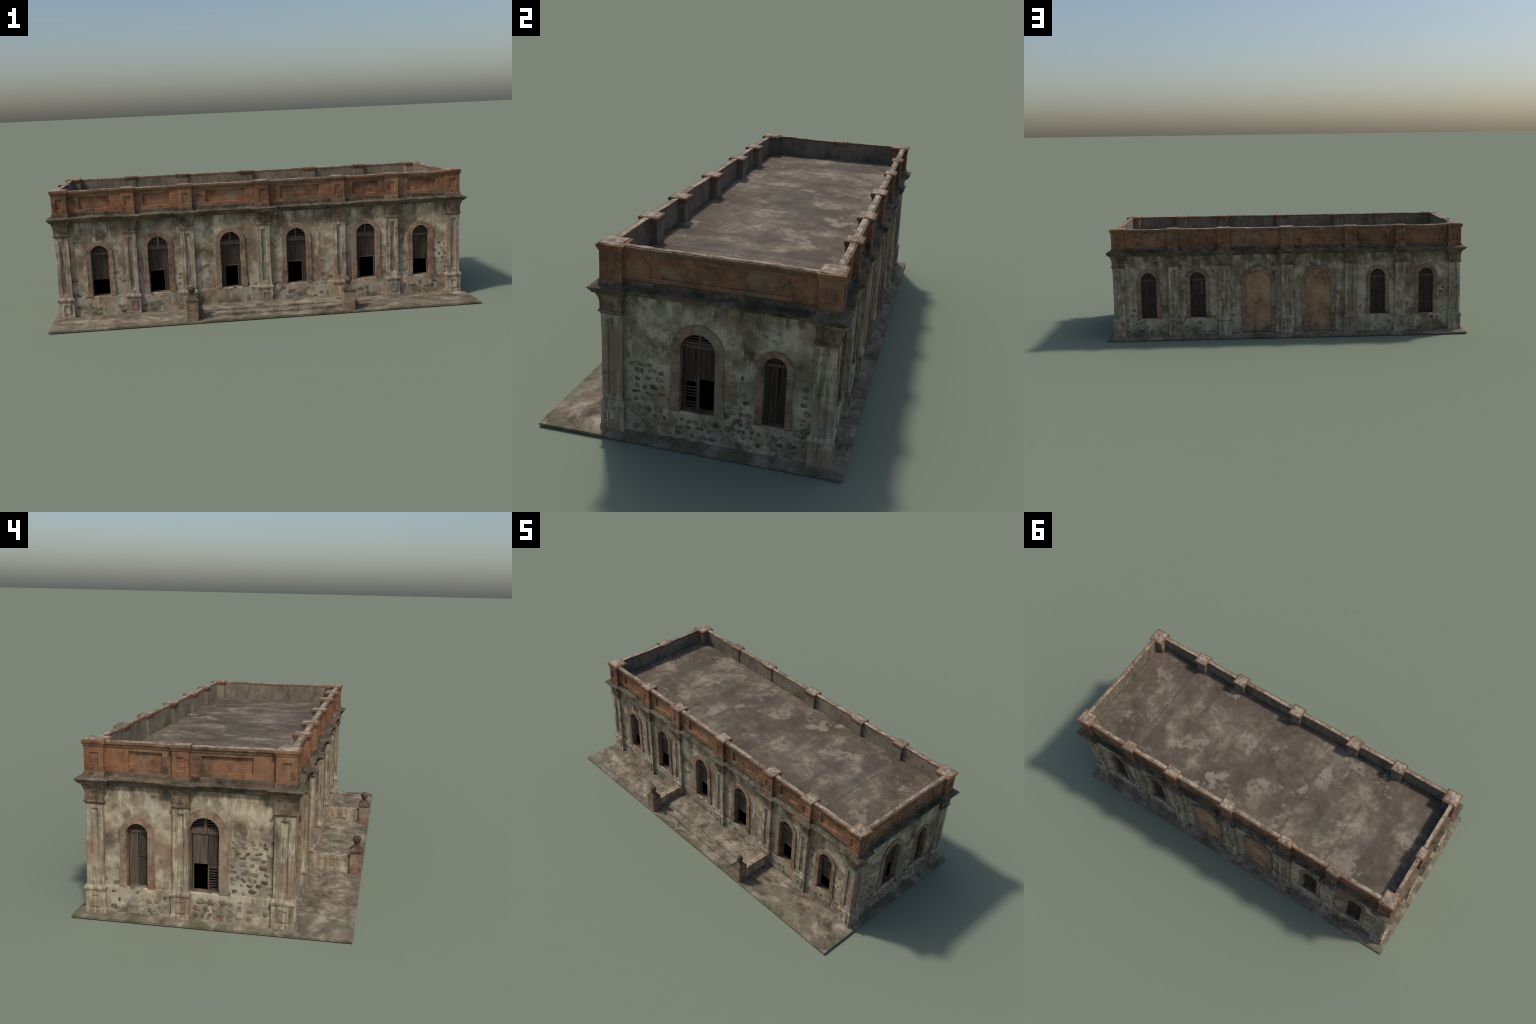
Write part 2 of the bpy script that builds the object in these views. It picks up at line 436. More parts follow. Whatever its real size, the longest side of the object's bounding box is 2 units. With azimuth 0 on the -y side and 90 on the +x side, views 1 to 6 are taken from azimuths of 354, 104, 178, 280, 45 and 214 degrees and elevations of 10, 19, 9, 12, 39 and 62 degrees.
def plan_path(extra=0.0):
    """counter-clockwise outline that breaks forward round every pilaster"""
    pts = []
    for f in ('front', 'right', 'back', 'left'):
        a, b = SPAN[f]; loc = []
        a -= REC; b += REC
        loc.append((a, -REC)); loc += [(a + CW + extra, -REC), (a + CW + extra, 0)]
        for c, h in PIL[f]:
            h += extra
            loc += [(c - h, 0), (c - h, -REC), (c + h, -REC), (c + h, 0)]
        loc += [(b - CW - extra, 0), (b - CW - extra, -REC)]
        for u, y in loc:
            w = FAC[f] @ Vector((u, y, 0)); pts.append((w.x, w.y))
    return pts

# base slab --------------------------------------------------------------
def base_slab():
    bm = bmesh.new()
    NX, NY = 120, 58
    def top(x, y):
        if abs(x) < .915 and -.225 < y < .38: return .016      # sunken room floor, its shade painted on as near-black
        ex, ey = 1 - abs(x), 0.479 - abs(y)
        e = min(ex, ey)
        t = min(1, max(0, e / (0.05 if y > -0.3 else 0.13)))
        return 0.0085 + 0.0105 * t ** 0.8 + (0.0022 * noise.noise(Vector((x * 9, y * 14, 3))) + 0.0012 * noise.noise(Vector((x * 30, y * 40, 1)))) * min(1, e / .03)
    X = [-1 + 2 * i / NX for i in range(NX + 1)]; Y = [-.479 + .958 * j / NY for j in range(NY + 1)]
    g = [[bm.verts.new((x, y, top(x, y))) for y in Y] for x in X]
    for i in range(NX):
        for j in range(NY):
            bm.faces.new((g[i][j], g[i + 1][j], g[i + 1][j + 1], g[i][j + 1]))
    rim = [g[i][0] for i in range(NX)] + [g[NX][j] for j in range(NY)] + [g[i][NY] for i in range(NX, 0, -1)] + [g[0][j] for j in range(NY, 0, -1)]
    bot = [bm.verts.new((v.co.x * 0.9995, v.co.y * 0.999, 0)) for v in rim]
    n = len(rim)
    for i in range(n):
        bm.faces.new((rim[i], bot[i], bot[(i + 1) % n], rim[(i + 1) % n]))
    bm.faces.new(bot[::-1])
    ob = finish(bm, "base_slab", PAVING, amp=0, smooth=0.6)
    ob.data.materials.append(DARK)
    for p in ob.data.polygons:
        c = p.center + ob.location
        if abs(c.x) < .93 and -.245 < c.y < .40 and c.z > .0005: p.material_index = 1  # room floor painted near-black in place of interior shade
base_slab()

# steps, cheek walls, posts ------------------------------------------------
finish(box(-.337, .362, -.384, -.25, .004, .037), "step", PAVING, bevel=.002)
finish(box(-.339, .364, -.431, -.37, .004, .0275), "step", PAVING, bevel=.002)
for cx in (-0.350, 0.376):
    finish(box(cx - .0165, cx + .0165, -.436, -.255, .006, .081, {'-x' if cx < 0 else '+x': (-.42, -.29, .03, .065, .0015)}), "cheek_wall", PILAST, bevel=.0015)
def lathe(profile, c, seg=20):
    bm = bmesh.new(); rings = []
    for r, z in profile:
        rings.append([bm.verts.new((c[0] + r * math.cos(2 * math.pi * i / seg), c[1] + r * math.sin(2 * math.pi * i / seg), z)) for i in range(seg)])
    for a, b in zip(rings, rings[1:]):
        for i in range(seg):
            bm.faces.new((a[i], a[(i + 1) % seg], b[(i + 1) % seg], b[i]))
    bm.faces.new(rings[0][::-1]); bm.faces.new(rings[-1])
    return bm
for px in (-0.354, 0.370):
    py = -0.4535
    post = finish(rect_cap(px - .026, px + .026, py - .0235, py + .0235, [(0, .004), (0, .100)]), "gate_post", BRICK, bevel=.001, grid=.02)
    finish(rect_cap(px - .026, px + .026, py - .0235, py + .0235, [(-.002, .0975), (.003, .101), (.003, .109), (.0005, .111), (-.0125, .1275), (-.0135, .130)]), "post_cap", POST, parent=post, bevel=.001, grid=.02)
    prof = [(.009, .127), (.008, .131), (.0085, .135), (.012, .140), (.0155, .146), (.0168, .152), (.0165, .158), (.0135, .164), (.008, .1675), (.002, .1685)]
    finish(lathe(prof, (px, py)), "finial", POST, parent=post, amp=.5, grid=0, smooth=1.2)

# ------------------------------------------------------------------ windows
def arch(c, half, sill, apex, off=0.0, n=18, point=0.0):
    """outline of an arched opening, bottom-left round to bottom-right"""
    r = half + off; spring = apex - half
    pts = [(c - r, sill), (c - r, (sill + spring) / 2)]
    for i in range(n + 1):
        a = math.pi - math.pi * i / n
        s = math.sin(a)
        pts.append((c + r * math.cos(a), spring + r * s + point * max(0, s - .8) * 5 * r * .1))
    pts += [(c + r, (sill + spring) / 2), (c + r, sill)]
    return pts

# kind, centre, half width, apex, surround width ; sill is at .112
SILL = 0.112
WIN = {
    'front': [('small', -0.769, .041, .348, .0215), ('big', -0.496, .046, .375, .0235), ('big', -0.154, .047, .376, .0245),
              ('big', 0.163, .047, .376, .0245), ('big', 0.504, .047, .377, .023), ('small', 0.776, .040, .353, .023)],
    'back': [('closed', -0.774, .042, .368, .021), ('closed', -0.502, .0425, .368, .021),
             ('closed', 0.504, .042, .368, .021), ('closed', 0.777, .042, .369, .021)],
    'left': [('gap', -0.258, .0365, .335, .0225), ('bigL', -0.026, .051, .371, .029)],
    'right': [('bigR', 0.022, .054, .369, .028), ('gapR', 0.257, .034, .335, .0195)],
}
NICHE = {'back': [(-0.165, .094, .396, .024), (0.171, .094, .396, .024)]}
DEPTH = 0.019                                # shutters sit this far behind the wall plane

def band(outer, inner, y_front, y_out, y_in):
    bm = bmesh.new()
    o = [bm.verts.new((u, y_front, z)) for u, z in outer]
    i = [bm.verts.new((u, y_front, z)) for u, z in inner]
    ob = [bm.verts.new((u, y_out, z)) for u, z in outer]
    ib = [bm.verts.new((u, y_in, z)) for u, z in inner]
    for k in range(len(o) - 1):
        bm.faces.new((o[k], i[k], i[k + 1], o[k + 1]))
        bm.faces.new((ob[k], o[k], o[k + 1], ob[k + 1]))
        bm.faces.new((i[k], ib[k], ib[k + 1], i[k + 1]))
        bm.faces.new((ib[k], ob[k], ob[k + 1], ib[k + 1]))
    for k in (0, -1):
        bm.faces.new((o[k], ob[k], ib[k], i[k]))
    return bm

def plate(outline, y0, y1):
    """solid flat piece with the given outline"""
    bm = bmesh.new()
    a = [bm.verts.new((u, y0, z)) for u, z in outline]
    b = [bm.verts.new((u, y1, z)) for u, z in outline]
    n = len(a)
    bm.faces.new(a); bm.faces.new(b[::-1])
    for k in range(n):
        bm.faces.new((a[k], b[k], b[(k + 1) % n], a[(k + 1) % n]))
    return bm

def planked_leaf(u0, u1, z0, z1, y, planks=3, rails=True):
    """board leaf: vertical planks of slightly different depth plus stiles"""
    bm = bmesh.new(); w = (u1 - u0) / planks
    for k in range(planks):
        d = random.uniform(0, .0012)
        box(u0 + k * w + .0004, u0 + (k + 1) * w - .0004, y + d, y + .006, z0, z1, bm=bm)
    if rails:
        st = min(.006, (u1 - u0) * .15)
        box(u0, u0 + st, y - .0018, y + .004, z0, z1, bm=bm)
        box(u1 - st, u1, y - .0018, y + .004, z0, z1, bm=bm)
        box(u0, u1, y - .0014, y + .004, z1 - st, z1, bm=bm)
        box(u0, u1, y - .0014, y + .004, z0, z0 + st, bm=bm)
    return bm

def frame_leaf(u0, u1, z0, z1, y, st=.006):
    bm = bmesh.new()
    box(u0, u0 + st, y - .0018, y + .005, z0, z1, bm=bm); box(u1 - st, u1, y - .0018, y + .005, z0, z1, bm=bm)
    box(u0 + st, u1 - st, y - .0014, y + .005, z1 - st, z1, bm=bm); box(u0 + st, u1 - st, y - .0014, y + .005, z0, z0 + st, bm=bm)
    return bm

_b = box(-.5, .5, -.5, .5, -.5, .5)
SLAT = bpy.data.meshes.new("slat"); _b.to_mesh(SLAT); _b.free(); SLAT.materials.append(WOOD_L)
def slats(parent, fm, u0, u1, z0, z1, y, pitch=.0085, skip=()):
    n = max(1, int((z1 - z0) / pitch))
    for k in range(n):
        if k in skip: continue
        z = z0 + (k + .5) * (z1 - z0) / n
        loc = fm @ Vector(((u0 + u1) / 2, y + .002, z))
        m3 = fm.to_3x3() @ Matrix.Rotation(0.55 + random.uniform(-.12, .12), 3, 'X') @ Matrix.Rotation(random.uniform(-.02, .02), 3, 'Y') @ Matrix.Diagonal((u1 - u0, .0016, .0052))
        place("slat", SLAT, parent, loc, m3)

def window(f, kind, c, half, apex, sw):
    fm = FAC[f]; spring = apex - half; y = DEPTH
    pt = {'small': .5, 'closed': .35}.get(kind, .2)
    outer = arch(c, half, SILL - .004, apex, sw, point=pt); inner = arch(c, half, SILL - .004, apex, 0, point=pt)
    # the foot of the surround spreads a little
    outer[0] = (outer[0][0] - .005, outer[0][1]); outer[-1] = (outer[-1][0] + .005, outer[-1][1])
    win = finish(band(outer, inner, -.0055, .002, y + .012), "window_surround", BRICK, mtx=fm, bevel=.0012, grid=.02, smooth=.5)
    S = lambda bm, name, mat, **k: finish(bm, name, mat, parent=win, mtx=fm, **{**dict(amp=.5, grid=.04), **k})
    S(box(c - half - .004, c + half + .004, .001, y + .01, SILL - .008, SILL + .001), "window_sill", CAPITAL)
    a, b = c - half + .001, c + half - .001
    # transom
    tz = {'small': .309, 'closed': .326, 'gap': .306, 'gapR': .303, 'bigL': .318, 'bigR': .322}.get(kind, .320)
    S(box(a - .003, b + .003, y - .004, y + .006, tz - .005, tz + .005), "transom", WOOD_L)
    top = [(u, z) for u, z in arch(c, half + .002, tz + .004, apex + .001, 0, point=pt) if z >= tz + .004]
    if kind.startswith('big'):
        S(box(c - .0045, c + .0045, y - .003, y + .006, tz, apex + .001), "glazing_bar", WOOD_L)
        S(box(a, b, y - .001, y + .006, tz + .005, tz + .014), "transom_board", WOOD_L)
        z = tz + .018
        while z < apex - .006:
            hw = half if z < spring else math.sqrt(max(1e-6, half ** 2 - (z - spring) ** 2))
            for s in (-1, 1):
                u0, u1 = sorted((c + s * .005, c + s * (hw + .001)))
                if u1 - u0 > .008:
                    place("slat", SLAT, win, fm @ Vector(((u0 + u1) / 2, y + .002, z)), fm.to_3x3() @ Matrix.Rotation(.5, 3, 'X') @ Matrix.Rotation(random.uniform(-.05, .05), 3, 'Y') @ Matrix.Diagonal((u1 - u0, .0016, .0042)))
            z += .0083
    else:
        S(plate(top, y + .002, y + .007), "tympanum", WOOD, grid=0)
        S(box(c - .002, c + .002, y - .001, y + .005, tz + .004, apex), "glazing_bar", WOOD)
    lo, hi = SILL + .001, tz - .005
    if kind == 'small':                     # boards above, lower half broken out
        cut = .1855
        S(planked_leaf(a, c - .0005, cut, hi, y, 3, False), "shutter", WOOD)
        S(planked_leaf(c + .0005, b, cut, hi, y, 3, False), "shutter", WOOD)
        S(box(a, a + .003, y - .002, y + .006, lo, cut), "door_jamb", WOOD_L)
        S(box(b - .004, b, y - .002, y + .006, lo, cut), "door_jamb", WOOD_L)
    elif kind == 'big':
        cut = .2145
        lw, rw = {-0.496: (.004, .020), -0.154: (.020, .012), 0.163: (.007, .018), 0.504: (.016, .004)}[c]
        S(planked_leaf(a, c - .0005, cut, hi, y, 3, False), "shutter", WOOD)
        S(planked_leaf(c + .0005, b, cut, hi, y, 3, False), "shutter", WOOD)
        S(box(a, a + lw, y - .001, y + .006, lo, cut), "door_jamb", WOOD)
        S(box(b - rw, b, y - .001, y + .006, lo, cut), "door_jamb", WOOD)
        S(box(a + lw - .001, b - rw + .001, y - .002, y + .006, cut - .002, cut + .003), "rail", WOOD_L)
        S(box(b - rw - .002, b - rw + .001, y - .003, y + .006, lo, cut), "stile", WOOD_L)
    elif kind == 'closed':
        mid = .235
        for u0, u1 in ((a, c - .0012), (c + .0012, b)):
            S(planked_leaf(u0, u1, mid, hi, y, 2), "shutter", WOOD)
            S(frame_leaf(u0, u1, lo, mid - .0015, y, .0055), "shutter_frame", WOOD)
            slats(win, fm, u0 + .005, u1 - .005, lo + .005, mid - .007, y + .0005, .0075)
            S(box(u0 + .002, u1 - .002, y + .0055, y + .007, lo, mid), "shutter_backing", WOOD)
    elif kind == 'gap':
        S(planked_leaf(a + .003, c - .002, lo, hi, y, 2), "shutter", WOOD_L)
        S(planked_leaf(c + .0015, b, .215, hi, y, 2), "shutter", WOOD)
        S(planked_leaf(c - .001, b, lo, .212, y + .001, 2), "shutter", WOOD)
    elif kind == 'gapR':
        S(planked_leaf(a, c + .006, lo, hi, y, 3), "shutter", WOOD)
        S(planked_leaf(c + .0095, b, lo, hi, y + .001, 2), "shutter", WOOD)
        S(box(c + .004, c + .012, y + .002, y + .007, lo, .205), "shutter_edge", WOOD)
    elif kind == 'bigL':
        S(box(a, a + .0035, y - .002, y + .006, lo, hi), "door_jamb", WOOD_L)
        S(planked_leaf(a + .006, c + .008, .206, hi, y, 4, False), "shutter", WOOD_L)
        S(box(a + .006, a + .0105, y - .001, y + .005, lo, .206), "stile", WOOD_L)
        S(planked_leaf(c + .010, b - .002, .200, hi, y, 2), "shutter", WOOD)
        S(frame_leaf(c + .009, b - .002, lo, .2005, y, .0045), "shutter_frame", WOOD_L)
        slats(win, fm, c + .013, b - .005, lo + .003, .196, y + .0005, .0085)
    elif kind == 'bigR':
        S(planked_leaf(a + .004, c - .002, .218, hi, y, 4), "shutter", WOOD)
        S(frame_leaf(a + .004, c - .002, lo, .2175, y, .007), "shutter_frame", WOOD)
        slats(win, fm, a + .010, c - .008, lo + .007, .211, y + .0005, .0095, skip=(2, 7))
        S(planked_leaf(c + .001, b, .216, hi, y, 3, False), "shutter", WOOD)
        S(box(c - .003, c, y - .002, y + .006, lo, hi), "stile", WOOD_L)
    return win

for f, ws in WIN.items():
    for w in ws:
        window(f, *w)

# bricked-up doorways of the rear wall
for c, half, apex, sw in NICHE['back']:
    fm = FAC['back']
    o = arch(c, half - sw, .026, apex - sw, sw); i = arch(c, half - sw, .026, apex - sw, 0)
    n = finish(band(o, i, -.0095, .002, .02), "arch_surround", BRICK, mtx=fm, bevel=.0012, grid=.02, smooth=.5)
    finish(plate(arch(c, half - sw + .003, .026, apex - sw + .003, 0), -.0055, .016), "brick_infill", INFILL, parent=n, mtx=fm, grid=.03)
    finish(plate(arch(c, half + .004, .018, apex + .004, 0), .031, .034), "niche_dark_plate", DARK, parent=n, mtx=fm, amp=0)  # added black plate, keeps the niche back dark when seen through openings

# --------------------------------------------------------------------- walls
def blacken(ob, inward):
    """colour inward faces near-black, standing in for shade inside the shell"""
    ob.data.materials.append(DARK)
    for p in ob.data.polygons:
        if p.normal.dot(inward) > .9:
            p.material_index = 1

def wall(f):
    u0, u1 = SPAN[f]
    loops = [[(u0, .01), (u1, .01), (u1, .50), (u0, .50)]]
    for k, c, half, apex, sw in WIN[f]:
        loops.append(arch(c, half, SILL - .006, apex, sw * .5))
    for c, half, apex, sw in NICHE.get(f, []):
        loops.append(arch(c, half - sw, .022, apex - sw, sw * .5))
    tri = tessellate_polygon([[Vector((u, z, 0)) for u, z in lp] for lp in loops])
    flat = [p for lp in loops for p in lp]
    bm = bmesh.new()
    vs = [bm.verts.new((u, 0, z)) for u, z in flat]
    for t in tri:
        try: bm.faces.new([vs[k] for k in t])
        except ValueError: pass
    bmesh.ops.recalc_face_normals(bm, faces=bm.faces)
    r = bmesh.ops.extrude_face_region(bm, geom=bm.faces[:])
    bmesh.ops.translate(bm, verts=[g for g in r['geom'] if isinstance(g, bmesh.types.BMVert)], vec=(0, .03, 0))
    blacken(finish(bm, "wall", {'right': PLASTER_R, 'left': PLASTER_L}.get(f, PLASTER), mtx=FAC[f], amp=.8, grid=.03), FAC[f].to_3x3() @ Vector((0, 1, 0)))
    # plinth lengths between the pilasters
    edges = [u0 - REC + CW] + [e for c, h in PIL[f] for e in (c - h, c + h)] + [u1 + REC - CW]
    for a, b in zip(edges[::2], edges[1::2]):
        cuts = [(a - .004, b + .004)]
        for c, half, apex, sw in NICHE.get(f, []):
            if a < c < b: cuts = [(a - .004, c - half + .004), (c + half - .004, b + .004)]
        for p, q in cuts:
            bm = bmesh.new()
            add = [(-.0065, .012), (-.0045, .105), (-.002, .1115), (.004, .1115), (.004, .012)]
            A = [bm.verts.new((p, y, z)) for y, z in add]; B = [bm.verts.new((q, y, z)) for y, z in add]
            for k in range(5):
                bm.faces.new((A[k], A[(k + 1) % 5], B[(k + 1) % 5], B[k]))
            bm.faces.new(A); bm.faces.new(B)
            finish(bm, "plinth", PLINTH, mtx=FAC[f], amp=1.2, grid=.02)
for f in FAC:
    wall(f)

# ----------------------------------------------------------------- pilasters
PED_Z, NECK = .105, .405
PEDP = [(.005, .010), (.005, .030), (.003, .033), (.003, .092), (.006, .096), (.0075, .101), (.0075, .106), (.004, .110), (.001, .116)]
CAPP = [(-.001, .398), (.000, .4035), (.0042, .406), (.0042, .4105), (.0005, .4125), (.0005, .436), (.002, .447), (.005, .455), (.0085, .462), (.0095, .469), (-.004, .472)]
def shaft(x0, x1, y0, y1, faces, mtx):
    pn = {}
    for k in faces:
        a, b = (x0, x1) if k in ('-y', '+y') else (y0, y1)
        m_, w = (a + b) / 2, (b - a)
        # visible face of a corner pilaster: the panel sits centred on it
        pn[k] = (m_ - w * .19, m_ + w * .19, .134, .384, .0065)
    return box(x0, x1, y0, y1, .10, .475, pn)
for f in ('front', 'right', 'back', 'left'):
    fm = FAC[f]
    for c, h in PIL[f]:
        p = finish(shaft(c - h + .001, c + h - .001, -REC, .004, ['-y'], fm), "pilaster", PILAST, mtx=fm, bevel=.0012, grid=.025)
        finish(rect_cap(c - h, c + h, -REC, .006, CAPP), "capital", CAPITAL, parent=p, mtx=fm, grid=.025)
        finish(rect_cap(c - h, c + h, -REC, .006, PEDP), "pedestal", PILAST, parent=p, mtx=fm, grid=.025)
        bm = box(c - h * .55, c + h * .55, -REC - .0062, -REC + .002, .040, .086, {'-y': (c - h * .36, c + h * .36, .048, .078, .0030)})
        finish(bm, "pedestal_panel", PILAST, parent=p, mtx=fm, grid=.025)
for sx in (-1, 1):
    for y0, y1, fy in ((YF - REC, YF - REC + CW + .006, '-y'), (YB + REC - CW, YB + REC, '+y')):
        x0, x1 = sorted((sx * (XW + REC), sx * (XW + REC - CW)))
        fx = '+x' if sx > 0 else '-x'
        p = finish(shaft(x0 + .0015, x1 - .0015, y0 + .0015, y1 - .0015, [fy, fx], Matrix()), "pilaster", PILAST, bevel=.0012, grid=.025)
        finish(rect_cap(x0, x1, y0, y1, CAPP), "capital", CAPITAL, parent=p, grid=.025)
        finish(rect_cap(x0, x1, y0, y1, PEDP), "pedestal", PILAST, parent=p, grid=.025)
        mx, my = (x0 + x1) / 2, (y0 + y1) / 2
        yo = y0 if fy == '-y' else y1
        s = -1 if fy == '-y' else 1
        ya, yb = sorted((yo + s * .0062, yo - s * .002))
        finish(box(mx - .018, mx + .018, ya, yb, .038, .086, {fy: (mx - .0125, mx + .0125, .046, .078, .003)}), "pedestal_panel", PILAST, parent=p, grid=.025)
        xo = sx * (XW + REC)
        xa, xb = sorted((xo + sx * .0062, xo - sx * .002))
        finish(box(xa, xb, my - .018, my + .018, .038, .086, {fx: (my - .0125, my + .0125, .046, .078, .003)}), "pedestal_panel", PILAST, parent=p, grid=.025)

# ------------------------------------------------------------------- cornice
bm, rings = sweep(plan_path(), [(-.006, .4620), (.003, .4625), (.006, .4665), (.008, .468), (.0170, .4695), (.0180, .474), (.0205, .476), (.0262, .4835), (.0278, .4858), (.0268, .487), (.004, .4935), (-.008, .494)])
finish(bm, "cornice", CORN, grid=.02, amp=1.3)

# ------------------------------------------------------------------- parapet
PZ0, PZ1 = .490, .606
TH = .016
PIER_IN = {'front': .040, 'right': .03, 'back': .031, 'left': .018}
PAN = (.5245, .5805)
PANELS = {  # sunk panels per bay in facade coordinates
    'front': [(-.845, -.706), (-.552, -.427), (-.258, -.074), (.093, .283), (.442, .567), (.714, .853)],
    'back': [(-.849, -.716), (-.556, -.436), (-.265, -.082), (.082, .263), (.435, .551), (.711, .851)],
    'left': [(-.285, -.171), (-.040, .133)],
    'right': [(-.127, .286)],
}
for f in FAC:
    fm = FAC[f]; u0, u1 = SPAN[f]
    edges = [u0 - REC + CW] + [e for c, h in PIL[f] for e in (c - h, c + h)] + [u1 + REC - CW]
    for (a, b), pp in zip(zip(edges[::2], edges[1::2]), PANELS[f]):
        dep = .0090 if f in ('front', 'left') else .0045
        w = finish(box(a - .006, b + .006, .001, TH - .002, PZ0, PZ1, {'-y': (*pp, *PAN, dep)}), "parapet_wall", TERRA, mtx=fm, bevel=.0008, grid=.025)
        finish(box(a - .006, b + .006, TH - .003, TH, .510, PZ1 - .001), "parapet_render", INNER, parent=w, mtx=fm, grid=.03)
        # foot band
        finish(box(a - .004, b + .004, -.0035, .003, .488, .510), "foot_band", CORN, parent=w, mtx=fm, grid=.025, bevel=.001)
        # moulded coping
        bm = bmesh.new()
        pr = [(.003, .590), (-.002, .592), (-.003, .597), (-.0075, .6035), (-.0075, .6105), (TH + .001, .6105), (TH + .001, .603), (.003, .603)]
        A = [bm.verts.new((a - .004, y, z)) for y, z in pr]; B = [bm.verts.new((b + .004, y, z)) for y, z in pr]
        for k in range(len(pr)):
            bm.faces.new((A[k], A[(k + 1) % len(pr)], B[(k + 1) % len(pr)], B[k]))
        bm.faces.new(A); bm.faces.new(B)
        finish(bm, "coping", COPING, parent=w, mtx=fm, grid=.02, amp=1.4)
        bm = box(a - .003, b + .003, -.0015, TH + .0005, .608, .6130)
        finish(bm, "mortar_cap", CAPM, parent=w, mtx=fm, grid=.012, amp=1.8, bevel=.001)

def rough_cap(x0, x1, y0, y1, z0, z1, seed, mtx, parent):
    """broken mortar lump crowning a pier"""
    bm = bmesh.new(); N = 10; g = []
    for i in range(N + 1):
        row = []
        for j in range(N + 1):
            s, t = i / N, j / N
            e = min(s, 1 - s, t, 1 - t) * 2
            hgt = (z1 - z0) * (0.55 + 0.45 * min(1, e * 1.6)) * (0.8 + 0.55 * noise.noise(Vector((s * 2.3 + seed, t * 2.3, seed * 1.7))))
            row.append(bm.verts.new((x0 + (x1 - x0) * s, y0 + (y1 - y0) * t, z0 + max(.001, hgt))))
        g.append(row)
    for i in range(N):
        for j in range(N):
            bm.faces.new((g[i][j], g[i + 1][j], g[i + 1][j + 1], g[i][j + 1]))
    rim = [g[i][0] for i in range(N)] + [g[N][j] for j in range(N)] + [g[i][N] for i in range(N, 0, -1)] + [g[0][j] for j in range(N, 0, -1)]
    bot = [bm.verts.new((v.co.x, v.co.y, z0 - .003)) for v in rim]
    for i in range(len(rim)):
        bm.faces.new((rim[i], bot[i], bot[(i + 1) % len(rim)], rim[(i + 1) % len(rim)]))
    bm.faces.new(bot[::-1])
    finish(bm, "capstone", CAPM, parent=parent, mtx=mtx, grid=0, amp=1.5)

PIERP = [(0, .594), (.002, .596), (.003, .601), (.0062, .607), (.0062, .6138), (.001, .6155)]
sd = 1.0
for f in FAC:
    fm = FAC[f]
    for c, h in PIL[f]:
        h += .0005
        pin = .021 if (f == 'back' and c > .3) else PIER_IN[f]      # some inner piers are barely proud
        pier = finish(box(c - h, c + h, -REC, .016, PZ0, .600, {'-y': (c - .0135, c + .0135, .530, .574, .004)}), "parapet_pier", TERRA, mtx=fm, bevel=.0012, grid=.025)
        finish(box(c - h - .003, c + h + .003, -REC - .003, .008, .488, .508), "pier_foot", CAPITAL, parent=pier, mtx=fm, bevel=.0012, grid=.03)
        finish(box(c - h + .001, c + h - .001, .012, pin, .505, .6005), "pier_back", INNER, parent=pier, mtx=fm, bevel=.001, grid=.03)
        finish(rect_cap(c - h, c + h, -REC, max(pin - .001, TH + .004), PIERP), "pier_moulding", COPING, parent=pier, mtx=fm, grid=.025, amp=1.3)
        sd += 3.3
        rough_cap(c - h + .001, c + h - .001, -REC + .001, max(pin, TH + .005), .6142, .6188, sd, fm, pier)
for sx in (-1, 1):
    for y0, y1, fy in ((YF - REC, YF - REC + CW + .006, '-y'), (YB + REC - CW - .004, YB + REC, '+y')):
        x0, x1 = sorted((sx * (XW + REC), sx * (XW + REC - CW - .006)))
        fx = '+x' if sx > 0 else '-x'
        mx, my = (x0 + x1) / 2, (y0 + y1) / 2
        dep = .0045
        pier = finish(box(x0, x1, y0, y1, PZ0, .600, {fy: (mx - .0145, mx + .0145, .5265, .573, dep), fx: (my - .0145, my + .0145, .5265, .573, dep)}), "parapet_pier", TERRA, bevel=.0012, grid=.025)
        finish(box(x0 - .003, x1 + .003, y0 - .003, y1 + .003, .488, .507), "pier_foot", CAPITAL, parent=pier, bevel=.0012, grid=.03)
        # plastered inner faces
        ix = x0 if sx > 0 else x1
        iy = y1 if fy == '-y' else y0
        bx0, bx1 = (ix - .0015, x1 - .022) if sx > 0 else (x0 + .022, ix + .0015)
        by0, by1 = (y0 + .022, iy + .0015) if fy == '-y' else (iy - .0015, y1 - .022)
        finish(box(bx0, bx1, by0, by1, .508, .5995), "pier_back", INNER, parent=pier, grid=.03)
        finish(rect_cap(x0, x1, y0, y1, PIERP), "pier_moulding", TERRA, parent=pier, grid=.025, amp=1.3)
        sd += 3.3
        rough_cap(x0 + .001, x1 - .001, y0 + .001, y1 - .001, .6142, .6212, sd, Matrix(), pier)

# ---------------------------------------------------------------------- roof
bm = bmesh.new(); NX, NY = 110, 42
X0, Y0, Y1 = XW - .02, YF + .02, YB - .02
g = []
for i in range(NX + 1):
    row = []
    for j in range(NY + 1):
        x = -X0 + 2 * X0 * i / NX; y = Y0 + (Y1 - Y0) * j / NY
        z = .5255 + .0022 * noise.noise(Vector((x * 5, y * 5, 2))) + .0010 * noise.noise(Vector((x * 28, y * 28, 7)))
        row.append(bm.verts.new((x, y, z)))
    g.append(row)
for i in range(NX):
    for j in range(NY):
        bm.faces.new((g[i][j], g[i + 1][j], g[i + 1][j + 1], g[i][j + 1]))
r = bmesh.ops.extrude_face_region(bm, geom=bm.faces[:])
bmesh.ops.translate(bm, verts=[v for v in r['geom'] if isinstance(v, bmesh.types.BMVert)], vec=(0, 0, -.026))
blacken(finish(bm, "roof", ROOF, amp=0, smooth=.6), Vector((0, 0, -1)))  # underside painted near-black to stand for room shade

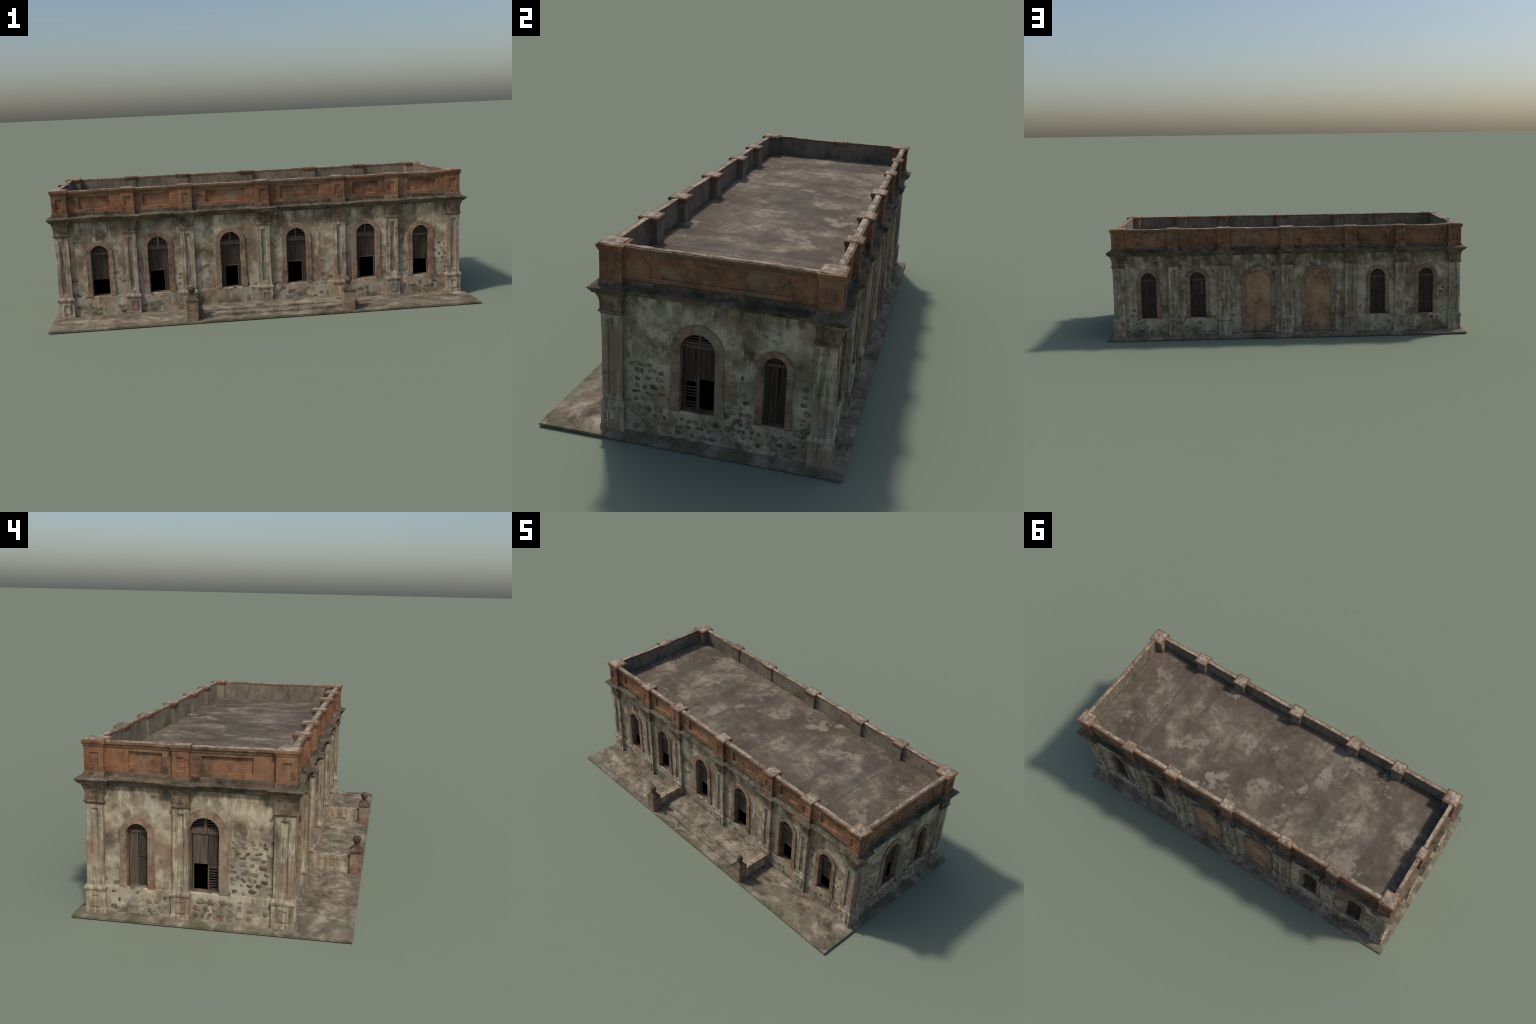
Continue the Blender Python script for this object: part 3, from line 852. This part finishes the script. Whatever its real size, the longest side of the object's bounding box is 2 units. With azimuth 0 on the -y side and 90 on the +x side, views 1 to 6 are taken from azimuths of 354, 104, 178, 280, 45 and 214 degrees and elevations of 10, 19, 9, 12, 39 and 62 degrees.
# ----------------------------------------- rubble showing through fallen plaster
def stone_mesh(k):
    rnd = random.Random(40 + k); bm = bmesh.new(); n = 9
    rad = [rnd.uniform(.68, 1.18) for _ in range(n)]
    rings = []
    for sc, y in ((1.0, .15), (.97, -.02), (.80, -.075), (.40, -.10)):
        rings.append([bm.verts.new((sc * rad[i] * math.copysign(abs(math.cos(2 * math.pi * i / n)) ** .75, math.cos(2 * math.pi * i / n)), y, sc * rad[i] * math.copysign(abs(math.sin(2 * math.pi * i / n)) ** .75, math.sin(2 * math.pi * i / n)))) for i in range(n)])
    for a, b in zip(rings, rings[1:]):
        for i in range(n):
            bm.faces.new((a[i], a[(i + 1) % n], b[(i + 1) % n], b[i]))
    bm.faces.new(rings[-1]); bm.faces.new(rings[0])
    bmesh.ops.recalc_face_normals(bm, faces=bm.faces)
    for f in bm.faces: f.smooth = True
    me = bpy.data.meshes.new("rubble_stone"); bm.to_mesh(me); bm.free(); me.materials.append(STONE)
    return me
STONES = [stone_mesh(k) for k in range(10)]
ZONES = [  # facade, u range, z range, likelihood
    ('right', (-.195, .36), (.030, .270), .95), ('left', (.055, .205), (.118, .300), 1.0),
    ('left', (-.365, -.14), (.030, .104), .55), ('left', (-.07, .205), (.030, .104), .60),
    ('front', (.842, .895), (.118, .27), .55), ('front', (.67, .895), (.030, .100), .45), ('front', (-.895, -.66), (.030, .085), .40),
    ('back', (.842, .890), (.118, .26), .5), ('back', (-.890, -.84), (.118, .24), .45), ('back', (.67, .89), (.030, .10), .4), ('back', (-.60, -.40), (.030, .10), .3),
]
rs = random.Random(11)
def blocked(f, u, z, r):
    for k, c, half, apex, sw in WIN[f]:
        if abs(u - c) < half + sw + r + .002 and SILL - .01 - r < z < apex + sw + r: return True
    return any(abs(u - c) < h + r + .004 for c, h in PIL[f])
count = 0
for f, (ua, ub), (za, zb), like in ZONES:
    z = za + .006
    while z < zb:
        row = rs.uniform(.015, .028); u = ua + rs.uniform(0, .02)
        while u < ub:
            w = rs.uniform(.013, .036)
            patch = noise.noise(Vector((u * 9 + 3, z * 9, len(f) * 2.7))) * .55
            if rs.random() < like + patch and not blocked(f, u + w / 2, z, w * .5) and count < 290:
                proud = -.0062 if z < SILL - .004 else 0.0
                if abs(z - SILL) > .010:
                    m3 = FAC[f].to_3x3() @ Matrix.Rotation(rs.uniform(-.25, .25), 3, 'Y') @ Matrix.Diagonal((w * .44, .012, row * rs.uniform(.34, .46)))
                    place("rubble_stone", rs.choice(STONES), ROOT, FAC[f] @ Vector((u + w / 2, proud, z + rs.uniform(-.005, .005))), m3)
                    count += 1
            u += w + rs.uniform(.002, .013)
        z += row + .0025
